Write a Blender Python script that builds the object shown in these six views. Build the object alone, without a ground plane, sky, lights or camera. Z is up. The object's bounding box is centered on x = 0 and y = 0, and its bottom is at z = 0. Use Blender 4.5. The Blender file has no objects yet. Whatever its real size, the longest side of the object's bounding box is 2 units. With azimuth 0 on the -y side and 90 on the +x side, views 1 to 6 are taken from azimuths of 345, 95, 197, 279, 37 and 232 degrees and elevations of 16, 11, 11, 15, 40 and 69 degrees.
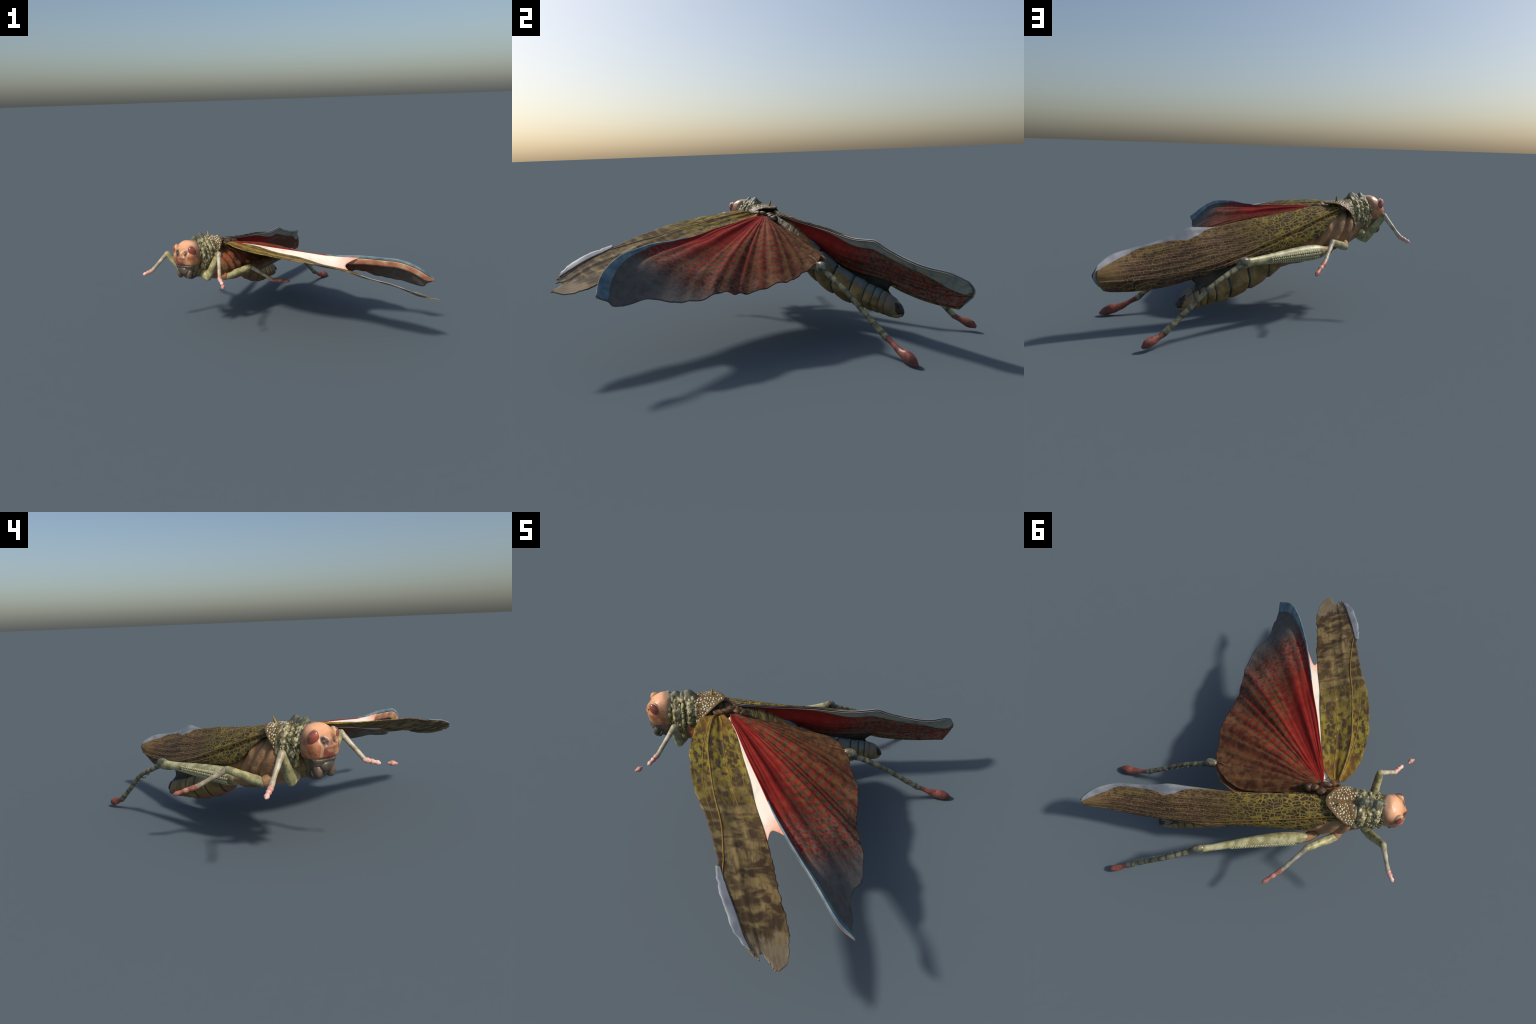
import bpy, math, random
import numpy as np
from mathutils import Matrix, Vector

rng = np.random.default_rng(7)
S2 = math.sqrt(2.0)
W0 = 0.203           # sideways shift of the body's middle plane

# ------------------------------------------------------------------ frames
# Body frame: t runs from head (-) to tail (+), w to the insect's right, z up.
def to_body(P):
    P = np.asarray(P, float)
    return np.stack([(P[..., 0] + P[..., 1]) / S2, (P[..., 1] - P[..., 0]) / S2 - W0, P[..., 2]], -1)

def mid(t):
    """sideways bend of the body axis: the abdomen swings a little to the right"""
    a = np.clip((np.asarray(t) + .15) / .75, 0, 1)
    return .07 * a * a * (1.4 - .4 * a)

# ------------------------------------------------------------------ small maths
def spline(pts, n):
    """centripetal-ish Catmull-Rom through the control points, n samples evenly by arc length"""
    p = np.asarray(pts, float)
    q = np.vstack([2 * p[0] - p[1], p, 2 * p[-1] - p[-2]])
    out = []
    for i in range(1, len(q) - 2):
        a, b, c, d = q[i - 1], q[i], q[i + 1], q[i + 2]
        for u in np.linspace(0, 1, 24, endpoint=False):
            out.append(.5 * (2 * b + (c - a) * u + (2 * a - 5 * b + 4 * c - d) * u * u + (3 * b - a - 3 * c + d) * u ** 3))
    out.append(q[-2])
    out = np.array(out)
    L = np.r_[0, np.cumsum(np.linalg.norm(np.diff(out[:, :3], axis=0), axis=1))]
    s = np.linspace(0, L[-1], n)
    return np.stack([np.interp(s, L, out[:, k]) for k in range(p.shape[1])], -1)

def interp(x, xs, ys):
    """smooth monotone-ish interpolation through a profile table"""
    xs = np.asarray(xs, float); ys = np.asarray(ys, float)
    x = np.clip(x, xs[0], xs[-1])
    i = np.clip(np.searchsorted(xs, x, 'right') - 1, 0, len(xs) - 2)
    h = np.diff(xs); d = np.diff(ys) / h
    m = np.r_[d[0], (d[:-1] + d[1:]) / 2, d[-1]]
    u = (x - xs[i]) / h[i]
    return ((2*u**3 - 3*u**2 + 1) * ys[i] + (u**3 - 2*u**2 + u) * h[i] * m[i]
            + (-2*u**3 + 3*u**2) * ys[i+1] + (u**3 - u**2) * h[i] * m[i+1])

def sm(a, b, x):
    u = np.clip((np.asarray(x, float) - a) / (b - a), 0, 1)
    return u * u * (3 - 2 * u)

class Wob:
    """smooth 3D wobble: a sum of seeded sine waves"""
    def __init__(self, seed, scale, n=10):
        r = np.random.default_rng(seed)
        self.k = r.normal(size=(n, 3)) * scale
        self.p = r.uniform(0, 6.283, n)
    def __call__(self, P):
        P = np.asarray(P, float)
        return np.sin(P @ self.k.T + self.p).sum(-1) / math.sqrt(len(self.p))

# ------------------------------------------------------------------ objects
ROOT = bpy.data.objects.new('grasshopper', None)
bpy.context.scene.collection.objects.link(ROOT)
ROOT.location = (-W0 / S2 + .001, W0 / S2 + .001, -.002)
ROOT.rotation_euler = (0, 0, math.pi / 4)
ROOT['label'] = 'spiny grasshopper with red hindwing spread on one side'
ROOT['category'] = 'grasshopper'

def empty(name, loc, parent):
    o = bpy.data.objects.new(name, None)
    bpy.context.scene.collection.objects.link(o)
    o.parent = parent; o.location = loc; o.empty_display_size = .05
    return o

def frame_matrix(F):
    o, X, Y = [np.asarray(v, float) for v in F]
    X = X / np.linalg.norm(X); Y = Y - X * (X @ Y); Y /= np.linalg.norm(Y); Zv = np.cross(X, Y)
    return Matrix(((X[0], Y[0], Zv[0], o[0]), (X[1], Y[1], Zv[1], o[1]), (X[2], Y[2], Zv[2], o[2]), (0, 0, 0, 1)))

def world_of(par):
    M = Matrix.Identity(4)
    while par is not None and par is not ROOT:
        M = par.matrix_basis @ M
        par = par.parent
    return M

def make(name, V, F, mat, parent=None, frame=None, smooth=True, kind=None):
    """V in the body frame; frame = (origin, x axis, y axis) of the object's own axes"""
    parent = parent or ROOT
    M = frame_matrix(frame) if frame is not None else Matrix.Identity(4)
    Mi = np.array(M.inverted()); V = np.asarray(V, float)
    L = V @ Mi[:3, :3].T + Mi[:3, 3]
    me = bpy.data.meshes.new(name)
    me.from_pydata(L.tolist(), [], [list(map(int, f)) for f in F])
    me.update(); me.validate()
    if smooth:
        me.polygons.foreach_set('use_smooth', [True] * len(me.polygons))
    o = bpy.data.objects.new(name, me)
    bpy.context.scene.collection.objects.link(o)
    o.parent = parent
    o.matrix_basis = world_of(parent).inverted() @ M
    me.materials.append(mat)
    if kind: o['kind'] = kind
    return o

def grid_faces(n, m, close=False, off=0):
    f = []
    for i in range(n - 1):
        for j in range(m if close else m - 1):
            k = (j + 1) % m
            f.append((off + i*m + j, off + i*m + k, off + (i+1)*m + k, off + (i+1)*m + j))
    return f

def tube(P, cap=True):
    """P: rings (n, m, 3) -> closed tube with rounded-off pole caps"""
    n, m, _ = P.shape
    V = P.reshape(-1, 3); F = grid_faces(n, m, True)
    if cap:
        V = np.vstack([V, P[0].mean(0), P[-1].mean(0)])
        a, b = n * m, n * m + 1
        F += [(a, (j + 1) % m, j) for j in range(m)]
        F += [(b, (n-1)*m + j, (n-1)*m + (j + 1) % m) for j in range(m)]
    return V, F

def sheet(P, thick):
    """P: (n, m, 3) grid -> thin closed solid"""
    n, m, _ = P.shape
    du = np.gradient(P, axis=0); dv = np.gradient(P, axis=1)
    N = np.cross(du, dv); N /= np.maximum(np.linalg.norm(N, axis=-1, keepdims=True), 1e-12)
    h = np.broadcast_to(np.asarray(thick, float), (n, m))[..., None] / 2
    A = (P + N * h).reshape(-1, 3); B = (P - N * h).reshape(-1, 3)
    F = grid_faces(n, m); k = n * m
    G = [(k + d, k + c, k + b, k + a) for a, b, c, d in F]
    rim = [i * m for i in range(n)] + [(n-1)*m + j for j in range(1, m)] + [i*m + m - 1 for i in range(n-2, -1, -1)] + [j for j in range(m-2, 0, -1)]
    R = [(rim[i], rim[(i+1) % len(rim)], k + rim[(i+1) % len(rim)], k + rim[i]) for i in range(len(rim))]
    return np.vstack([A, B]), F + G + R

def limb(ctrl, n=60, m=20, flat=1.0, up=(0, 0, 1), bump=None):
    """ctrl rows: x, y, z, radius. flat = sideways/up-down radius ratio. Rounded ends."""
    C = spline(ctrl, n)
    T = np.gradient(C[:, :3], axis=0); T /= np.linalg.norm(T, axis=1, keepdims=True)
    U = np.asarray(up, float) - T * (T @ np.asarray(up, float))[:, None]; U /= np.linalg.norm(U, axis=1, keepdims=True)
    Sd = np.cross(T, U)
    a = np.linspace(0, 2*math.pi, m, endpoint=False)
    ends = []
    for i0, sg in ((0, -1), (n - 1, 1)):
        r = C[i0, 3]
        for q in (.35, .65, .85, .97):
            ends.append((i0, sg * q * r * .75, math.sqrt(1 - q*q)))
    rings = []
    def ring(i, along, k):
        c = C[i, :3] + T[i] * along
        return c + C[i, 3] * k * (np.cos(a)[:, None] * U[i] + flat * np.sin(a)[:, None] * Sd[i])
    for e in reversed(ends[:4]): rings.append(ring(*e))
    for i in range(n): rings.append(ring(i, 0, 1))
    for e in ends[4:]: rings.append(ring(*e))
    P = np.array(rings)
    if bump is not None:
        c = P.mean(1, keepdims=True); d = P - c
        P = c + d * (1 + bump(P))[..., None]
    return tube(P)

def blob(c, r, axes=None, seed=0, rough=0.0, n=20, m=28):
    th = np.linspace(.02, math.pi - .02, n); ph = np.linspace(0, 2*math.pi, m, endpoint=False)
    D = np.stack([np.sin(th)[:, None]*np.cos(ph), np.sin(th)[:, None]*np.sin(ph), np.cos(th)[:, None]*np.ones(m)], -1)
    if rough: D = D * (1 + rough * Wob(seed, 2.2)(D))[..., None]
    Q = D * np.asarray(r)
    if axes is not None: Q = Q @ np.asarray(axes)
    return tube(Q + np.asarray(c))

def join(parts):
    V, F, o = [], [], 0
    for v, f in parts:
        V.append(v); F += [tuple(i + o for i in q) for q in f]; o += len(v)
    return np.vstack(V), F

# ------------------------------------------------------------------ materials
def srgb(r, g, b):
    f = lambda c: (c/255/12.92) if c/255 <= .04045 else ((c/255 + .055)/1.055) ** 2.4
    return (f(r), f(g), f(b), 1)

class Mat:
    def __init__(self, name, rough=.55, spec=.4, coat=0):
        self.m = bpy.data.materials.new(name); self.m.use_nodes = True
        self.t = self.m.node_tree; self.b = self.t.nodes['Principled BSDF']
        self.b.inputs['Roughness'].default_value = rough
        self.b.inputs['Specular IOR Level'].default_value = spec
        self.b.inputs['Coat Weight'].default_value = coat
        self.b.inputs['Coat Roughness'].default_value = .15
        self.co = self.t.nodes.new('ShaderNodeTexCoord').outputs['Object']
        self.xyz = None
    def put(self, sock, v):
        if isinstance(v, bpy.types.NodeSocket): self.t.links.new(v, sock)
        elif v is not None: sock.default_value = v
    def map(self, scale=(1, 1, 1), rot=(0, 0, 0), vec=None):
        n = self.t.nodes.new('ShaderNodeMapping'); self.put(n.inputs['Vector'], vec or self.co)
        n.inputs['Scale'].default_value = scale; n.inputs['Rotation'].default_value = rot
        return n.outputs[0]
    def sep(self):
        if self.xyz is None:
            n = self.t.nodes.new('ShaderNodeSeparateXYZ'); self.put(n.inputs[0], self.co); self.xyz = n.outputs
        return self.xyz
    def comb(self, x, y, z=0.0):
        n = self.t.nodes.new('ShaderNodeCombineXYZ')
        for s, v in zip(n.inputs, (x, y, z)): self.put(s, v)
        return n.outputs[0]
    def noise(self, scale, detail=3, vec=None, rough=.55, dist=0):
        n = self.t.nodes.new('ShaderNodeTexNoise'); self.put(n.inputs['Vector'], vec or self.co)
        n.inputs['Scale'].default_value = scale; n.inputs['Detail'].default_value = detail
        n.inputs['Roughness'].default_value = rough; n.inputs['Distortion'].default_value = dist
        return n.outputs['Fac']
    def voro(self, scale, feature='F1', vec=None, out='Distance', rnd=1, metric='EUCLIDEAN'):
        n = self.t.nodes.new('ShaderNodeTexVoronoi'); n.feature = feature; n.distance = metric; self.put(n.inputs['Vector'], vec or self.co)
        n.inputs['Scale'].default_value = scale; n.inputs['Randomness'].default_value = rnd
        return n.outputs[out]
    def op(self, o, a, b=None, c=None):
        n = self.t.nodes.new('ShaderNodeMath'); n.operation = o
        for s, v in zip(n.inputs, (a, b, c)): self.put(s, v)
        return n.outputs[0]
    def step(self, v, a, b):
        """smooth 0..1 as v runs from a to b (a may exceed b)"""
        n = self.t.nodes.new('ShaderNodeMapRange'); n.interpolation_type = 'SMOOTHSTEP'
        flip = a > b
        if flip: a, b = b, a
        self.put(n.inputs[0], v); n.inputs[1].default_value = a; n.inputs[2].default_value = b
        n.inputs[3].default_value = 1 if flip else 0; n.inputs[4].default_value = 0 if flip else 1
        return n.outputs[0]
    def mix(self, f, a, b):
        n = self.t.nodes.new('ShaderNodeMix'); n.data_type = 'RGBA'
        self.put(n.inputs[0], f); self.put(n.inputs[6], a); self.put(n.inputs[7], b)
        return n.outputs[2]
    def ramp(self, f, stops):
        n = self.t.nodes.new('ShaderNodeValToRGB'); self.put(n.inputs[0], f)
        e = n.color_ramp.elements
        while len(e) < len(stops): e.new(.5)
        for x, (p, c) in zip(e, stops): x.position = p; x.color = c
        return n.outputs[0]
    def bump(self, h, strength=.4, dist=.004):
        n = self.t.nodes.new('ShaderNodeBump'); self.put(n.inputs['Height'], h)
        n.inputs['Strength'].default_value = strength; n.inputs['Distance'].default_value = dist
        self.t.links.new(n.outputs[0], self.b.inputs['Normal'])
    def done(self, col):
        self.put(self.b.inputs['Base Color'], col); return self.m

def mul(M, *v):
    r = v[0]
    for q in v[1:]: r = M.op('MULTIPLY', r, q)
    return r

def head_material():
    M = Mat('head_shell', .38, .5)
    x, y, z = M.sep()
    n = M.noise(14, 4); n2 = M.noise(60, 3)
    ay = M.op('ABSOLUTE', y)
    c = M.mix(M.step(M.noise(24, 5), .38, .66), srgb(150, 88, 58), srgb(202, 138, 98))
    c = M.mix(M.step(M.op('ADD', z, M.op('MULTIPLY', n, .03)), .60, .645), c, srgb(236, 174, 132))       # pale crown
    c = M.mix(mul(M, M.step(M.op('ADD', z, M.op('MULTIPLY', n, .06)), .56, .50), .75), c, srgb(148, 82, 54))  # darker cheeks
    face = mul(M, M.step(x, -.640, -.652), M.step(ay, .052, .040), M.step(z, .562, .55))
    c = M.mix(face, c, M.mix(n2, srgb(106, 52, 44), srgb(148, 80, 66)))                                 # brown-red face plate
    rdg = mul(M, M.step(M.op('ABSOLUTE', M.op('SUBTRACT', ay, .041)), .008, .002), M.step(x, -.615, -.632), M.step(z, .508, .518), M.step(z, .585, .565))
    c = M.mix(mul(M, rdg, .75), c, srgb(204, 164, 122))
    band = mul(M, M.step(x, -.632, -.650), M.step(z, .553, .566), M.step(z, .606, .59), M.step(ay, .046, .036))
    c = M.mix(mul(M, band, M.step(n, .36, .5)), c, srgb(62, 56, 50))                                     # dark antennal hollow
    c = M.mix(mul(M, M.step(n2, .62, .75), .35), c, srgb(120, 90, 60))
    c = M.mix(mul(M, M.step(M.noise(26, 3), .50, .66), .6), c, srgb(182, 148, 104))
    rim = M.step(x, -.598, -.575)
    c = M.mix(mul(M, rim, .6), c, srgb(150, 122, 92))
    M.bump(M.noise(90, 4), .15, .003)
    return M.done(c)

def mouth_material():
    M = Mat('mouthparts', .4, .5)
    n = M.noise(22, 4); n2 = M.noise(70, 3)
    c = M.ramp(n, [(.3, srgb(40, 38, 32)), (.5, srgb(78, 70, 56)), (.66, srgb(112, 88, 74)), (.8, srgb(80, 82, 66))])
    c = M.mix(mul(M, M.step(n2, .58, .7), .4), c, srgb(150, 140, 110))
    M.bump(n2, .3, .004)
    return M.done(c)

def plain(name, stops, scale=20, rough=.5, bump=.2, spec=.4, coat=0, fine=90):
    M = Mat(name, rough, spec, coat)
    n = M.noise(scale, 4)
    c = M.ramp(n, [(p, srgb(*q)) for p, q in stops])
    if bump: M.bump(M.noise(fine, 4), bump, .003)
    return M.done(c)

def pronotum_material():
    M = Mat('pronotum_shell', .5, .45)
    x, y, z = M.sep()
    n = M.noise(16, 4); n2 = M.noise(55, 4); v = M.voro(70, 'F1')
    lump = M.noise(1, 3, M.map((75, 38, 38)), dist=.4)
    c = M.mix(M.step(n, .35, .65), srgb(88, 78, 46), srgb(136, 124, 82))
    c = M.mix(mul(M, M.step(lump, .47, .60), .85), c, srgb(196, 186, 144))
    hind = M.step(M.op('ADD', x, M.op('MULTIPLY', n, .03)), -.425, -.405)
    c = M.mix(hind, c, M.mix(n2, srgb(92, 68, 40), srgb(138, 110, 66)))
    crest = mul(M, M.step(z, .624, .640), M.step(x, -.42, -.435))
    c = M.mix(mul(M, crest, .75), c, M.mix(n2, srgb(50, 60, 56), srgb(98, 104, 88)))
    low = M.step(z, .50, .45)
    c = M.mix(mul(M, low, .45), c, srgb(104, 92, 58))
    pits = M.step(v, .18, .08)
    c = M.mix(mul(M, pits, .4), c, srgb(70, 66, 48))
    M.bump(M.op('ADD', n2, v), .35, .005)
    return M.done(c)

def thorax_material():
    M = Mat('thorax_skin', .55, .35)
    x, y, z = M.sep()
    n = M.noise(9, 4); n2 = M.noise(45, 3); d = M.voro(150)
    c = M.ramp(n, [(.3, srgb(112, 84, 54)), (.5, srgb(156, 118, 82)), (.7, srgb(176, 132, 98))])
    c = M.mix(mul(M, M.step(M.noise(6, 2), .5, .62), M.step(z, .40, .45), .7), c, srgb(116, 72, 60))
    c = M.mix(mul(M, M.step(d, .35, .15), .3), c, srgb(196, 160, 128))
    left = M.step(y, -.02, -.07)
    c = M.mix(mul(M, left, M.step(n, .35, .6)), c, srgb(168, 96, 62))
    top = M.op('MAXIMUM', M.step(z, .50, .54), mul(M, M.step(z, .44, .48), M.step(M.op('ABSOLUTE', y), .085, .065)))
    streak = M.noise(1, 3, M.map((70, 10, 10)))
    c = M.mix(top, c, M.mix(M.step(streak, .35, .65), srgb(62, 50, 32), srgb(136, 114, 66)))
    fore = M.step(x, -.46, -.50)
    c = M.mix(mul(M, fore, .8), c, M.mix(n2, srgb(66, 62, 46), srgb(150, 134, 100)))
    M.bump(M.op('ADD', n2, d), .3, .004)
    return M.done(c)

def abdomen_material():
    M = Mat('abdomen_plate', .5, .4)
    x, y, z = M.sep()
    n = M.noise(18, 4); n2 = M.noise(60, 3)
    c = M.mix(M.step(n, .35, .65), srgb(116, 94, 50), srgb(160, 132, 78))
    # pink belly and blue-grey back follow the drooping axis of the abdomen
    ax = M.op('MULTIPLY_ADD', x, -.42, .325)
    h = M.op('SUBTRACT', z, ax)
    h = M.op('ADD', h, M.op('MULTIPLY', n, .02))
    c = M.mix(mul(M, M.step(h, -.045, -.075), .9), c, M.mix(n2, srgb(122, 88, 62), srgb(170, 122, 92)))
    c = M.mix(M.step(h, .05, .085), c, M.mix(n2, srgb(78, 92, 92), srgb(130, 146, 144)))
    tip = M.step(x, .47, .53)
    c = M.mix(mul(M, tip, .6), c, M.mix(n, srgb(90, 84, 72), srgb(160, 128, 92)))
    M.bump(n2, .25, .004)
    return M.done(c)

def forewing_material(name, spread):
    """x: along the span (0 root .. 1.25 tip), y: across"""
    M = Mat(name, .65, .12)
    x, y, z = M.sep()
    w1 = M.noise(7, 3); wob = M.op('MULTIPLY', M.op('SUBTRACT', w1, .5), .05)
    yy = M.op('ADD', y, wob)
    if spread:
        n = M.noise(1, 4, M.map((22, 46, 20), (0, 0, .5)), dist=.6)
        big = M.noise(1, 3, M.map((20, 12, 10), (0, 0, .7)), dist=.35)
        fine = M.noise(1, 3, M.map((22, 80, 20), (0, 0, -.5)), dist=.5)
        v = M.voro(1, 'F1', M.map((30, 40, 10), (0, 0, .25), M.comb(M.op('ADD', x, wob), M.op('ADD', y, M.op('MULTIPLY', wob, .6)))), rnd=.85, metric='CHEBYCHEV')
        base = M.mix(M.step(M.op('ADD', v, M.op('MULTIPLY', M.op('SUBTRACT', n, .5), .7)), .24, .60), srgb(78, 64, 48), srgb(136, 114, 44))
        base = M.mix(mul(M, M.step(n, .5, .62), .7), base, srgb(160, 146, 62))
        outer = M.mix(mul(M, M.step(big, .42, .62), .95), srgb(84, 67, 49), srgb(150, 128, 84))
        outer = M.mix(mul(M, M.step(fine, .5, .64), .45), outer, srgb(76, 60, 50))
        c = M.mix(M.step(M.op('ADD', x, M.op('MULTIPLY', w1, .35)), .42, .92), base, outer)
        c = M.mix(mul(M, M.step(x, .20, .02), .6), c, srgb(138, 96, 42))
        tip = M.step(M.op('ADD', x, M.op('MULTIPLY', n, .16)), 1.20, 1.28)
        c = M.mix(tip, c, M.mix(n, srgb(96, 84, 66), srgb(160, 142, 112)))
        vein = M.op('ABSOLUTE', M.op('SUBTRACT', yy, 0.0))
    else:
        n = M.noise(1, 3, M.map((10, 26, 10)))
        n2 = M.noise(40, 3)
        jag = M.op('MULTIPLY', M.op('SUBTRACT', M.noise(60, 2), .5), .016)
        br = M.t.nodes.new('ShaderNodeTexBrick'); br.offset = .37; br.squash = 1.4; br.squash_frequency = 3
        M.put(br.inputs['Vector'], M.comb(M.op('ADD', x, jag), M.op('ADD', M.op('MULTIPLY_ADD', M.op('MAXIMUM', M.op('SUBTRACT', x, .42), 0.0), .16, yy), M.op('MULTIPLY', jag, .5)), 0.0))
        for k, q in (('Scale', 1.0), ('Mortar Size', .0019), ('Mortar Smooth', .7), ('Brick Width', .030), ('Row Height', .0145)): br.inputs[k].default_value = q
        e = M.voro(1, 'DISTANCE_TO_EDGE', M.map((30, 52, 30), vec=M.comb(x, yy, 0.0)), rnd=.9)
        dark = M.mix(M.step(x, .35, .8), srgb(70, 58, 48), srgb(90, 66, 54))
        dark = M.mix(mul(M, M.step(n2, .5, .66), .35), dark, srgb(108, 88, 76))
        chk = M.voro(1, 'F1', M.map((26, 60, 10)), out='Color')
        sepc = M.t.nodes.new('ShaderNodeSeparateColor'); M.put(sepc.inputs[0], chk)
        dark = M.mix(mul(M, M.step(sepc.outputs[0], .55, .75), .6), dark, srgb(54, 42, 38))
        yel = M.mix(M.step(x, .5, .95), srgb(156, 134, 60), srgb(160, 138, 76))
        net = M.op('MAXIMUM', mul(M, br.outputs['Fac'], .68), mul(M, M.step(e, .12, .02), M.step(x, .75, .4)))
        net = mul(M, net, M.op('MAXIMUM', M.step(n, .32, .52), .55))
        c = M.mix(net, dark, yel)
        c = M.mix(mul(M, M.step(n, .58, .72), .6), c, srgb(132, 112, 60))
        c = M.mix(mul(M, M.step(y, -.02, -.10), M.step(x, .5, .8), M.step(n2, .4, .6), .6), c, srgb(146, 122, 76))
        end = mul(M, M.step(M.op('ADD', x, M.op('MULTIPLY', w1, .14)), 1.29, 1.40), M.step(y, .05, -.01))
        c = M.mix(mul(M, end, .8), c, M.mix(n2, srgb(124, 98, 62), srgb(152, 122, 82)))
        vein = M.op('ABSOLUTE', M.op('SUBTRACT', yy, 0.0))
    M.bump(M.noise(1, 3, M.map((18, 90, 20))), .3, .005)
    return M.done(c)

def hindwing_material(name, tip_grey=True):
    """fan: polar coordinates about the wing root"""
    M = Mat(name, .75, .06)
    x, y, z = M.sep()
    ang = M.op('ARCTAN2', y, x)                       # 0 on the leading edge
    r = M.op('SQRT', M.op('ADD', M.op('MULTIPLY', x, x), M.op('MULTIPLY', y, y)))
    n = M.noise(6, 4); n2 = M.noise(30, 3); n3 = M.noise(70, 2)
    saw = M.op('SINE', M.op('MULTIPLY', ang, 46.0))   # ribs of the fan
    rib = M.step(saw, .72, .97)
    arc = M.op('SINE', M.op('ADD', M.op('MULTIPLY', r, 150.0), M.op('MULTIPLY', M.op('ABSOLUTE', saw), 2.2)))
    arcs = M.step(M.op('ADD', arc, M.op('MULTIPLY', M.op('SUBTRACT', n2, .5), 2.0)), .1, .75)
    red = M.mix(n2, srgb(122, 27, 25), srgb(162, 54, 44))
    brown = M.mix(M.step(n2, .35, .65), srgb(76, 50, 38), srgb(112, 80, 52))
    # redness: strong by the leading edge and root, fading along the fan and outward
    dist = M.op('ADD', M.op('MULTIPLY', ang, .62), M.op('MULTIPLY', r, .52))
    dist = M.op('ADD', dist, M.op('MULTIPLY', M.op('SUBTRACT', n, .5), .3))
    pure = M.step(dist, .46, .26)
    half = M.step(dist, 1.0, .5)
    net = M.op('MAXIMUM', mul(M, arcs, .9), mul(M, rib, .5))
    c = M.mix(mul(M, net, half), brown, red)
    c = M.mix(pure, c, red)
    c = M.mix(mul(M, M.step(saw, -.8, -1.0), .3, M.op('SUBTRACT', 1.0, pure)), c, srgb(126, 100, 58))
    far = mul(M, M.step(r, .6, .85), M.step(n3, .42, .6))
    c = M.mix(mul(M, far, .55), c, srgb(112, 104, 96))
    if tip_grey:
        g = mul(M, M.step(M.op('ADD', r, M.op('MULTIPLY', n, .2)), .96, 1.12), .8)
        c = M.mix(g, c, M.mix(n2, srgb(84, 78, 62), srgb(118, 124, 124)))
    M.bump(M.op('ADD', M.op('MULTIPLY', saw, .5), n3), .3, .004)
    return M.done(c)

def gradient_strip(name, axis, a, b, ca, cb, rough=.5):
    M = Mat(name, rough, .4)
    v = M.sep()[axis]
    n = M.noise(24, 3)
    f = M.step(M.op('ADD', v, M.op('MULTIPLY', M.op('SUBTRACT', n, .5), (b - a) * .4)), a, b)
    c = M.mix(f, srgb(*ca), srgb(*cb))
    c = M.mix(mul(M, M.step(n, .5, .75), .25), c, srgb(150, 140, 120))
    return M.done(c)

def leg_material(name, base, light, dark, band=None, side=None, mottle=.6):
    """x runs along the limb piece in metres"""
    M = Mat(name, .42, .45)
    x, y, z = M.sep()
    n = M.noise(26, 4); n2 = M.noise(80, 3)
    c = M.mix(M.step(n, .35, .65), srgb(*base), srgb(*light))
    c = M.mix(mul(M, M.step(n2, .55, .7), mottle), c, srgb(*dark))
    if band:
        s = M.op('SINE', M.op('ADD', M.op('MULTIPLY', x, band), M.op('MULTIPLY', M.noise(14, 2), 9.0)))
        c = M.mix(mul(M, M.step(M.op('ADD', s, n), .9, 1.3), .7), c, srgb(*dark))
    if side:
        out = mul(M, M.step(y, .008, .018), M.step(z, .018, .006), M.step(x, .02, .06), M.step(x, .46, .40))
        c = M.mix(mul(M, out, .85), c, srgb(*side))
    M.bump(n2, .25, .003)
    return M.done(c)

MAT_HEAD = head_material()
MAT_MOUTH = mouth_material()
MAT_EYE = plain('compound_eye', [(.3, (112, 52, 42)), (.7, (172, 92, 70))], 16, .18, .05, .6, .6)
MAT_EYE_RIM = plain('eye_rim', [(.3, (196, 152, 110)), (.7, (214, 176, 128))], 30)
MAT_DARK = plain('dark_hinge', [(.3, (36, 26, 18)), (.55, (84, 58, 34)), (.75, (150, 108, 74))], 30, .5, .4)
MAT_PRON = pronotum_material()
MAT_TUB_PALE = plain('pale_wart', [(.3, (138, 130, 88)), (.7, (196, 186, 142))], 40, .4, 0)
MAT_TUB_CREAM = plain('cream_wart', [(.3, (196, 186, 146)), (.7, (232, 224, 194))], 40, .4, 0)
MAT_SPINE = plain('spine_horn', [(.3, (130, 104, 40)), (.7, (176, 144, 62))], 30, .4, .1)
MAT_THORAX = thorax_material()
MAT_ABD = abdomen_material()
MAT_ABD_CORE = plain('abdomen_joint', [(.3, (34, 44, 44)), (.7, (66, 74, 66))], 30, .5, .2)
MAT_CAVITY = plain('abdomen_opening', [(.35, (26, 20, 16)), (.6, (58, 46, 38)), (.8, (120, 96, 80))], 50, .5, .5)

# ------------------------------------------------------------------ head
def superring(a, n):
    c, s = np.cos(a), np.sin(a)
    return np.sign(c) * np.abs(c) ** (2 / n), np.sign(s) * np.abs(s) ** (2 / n)

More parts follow.
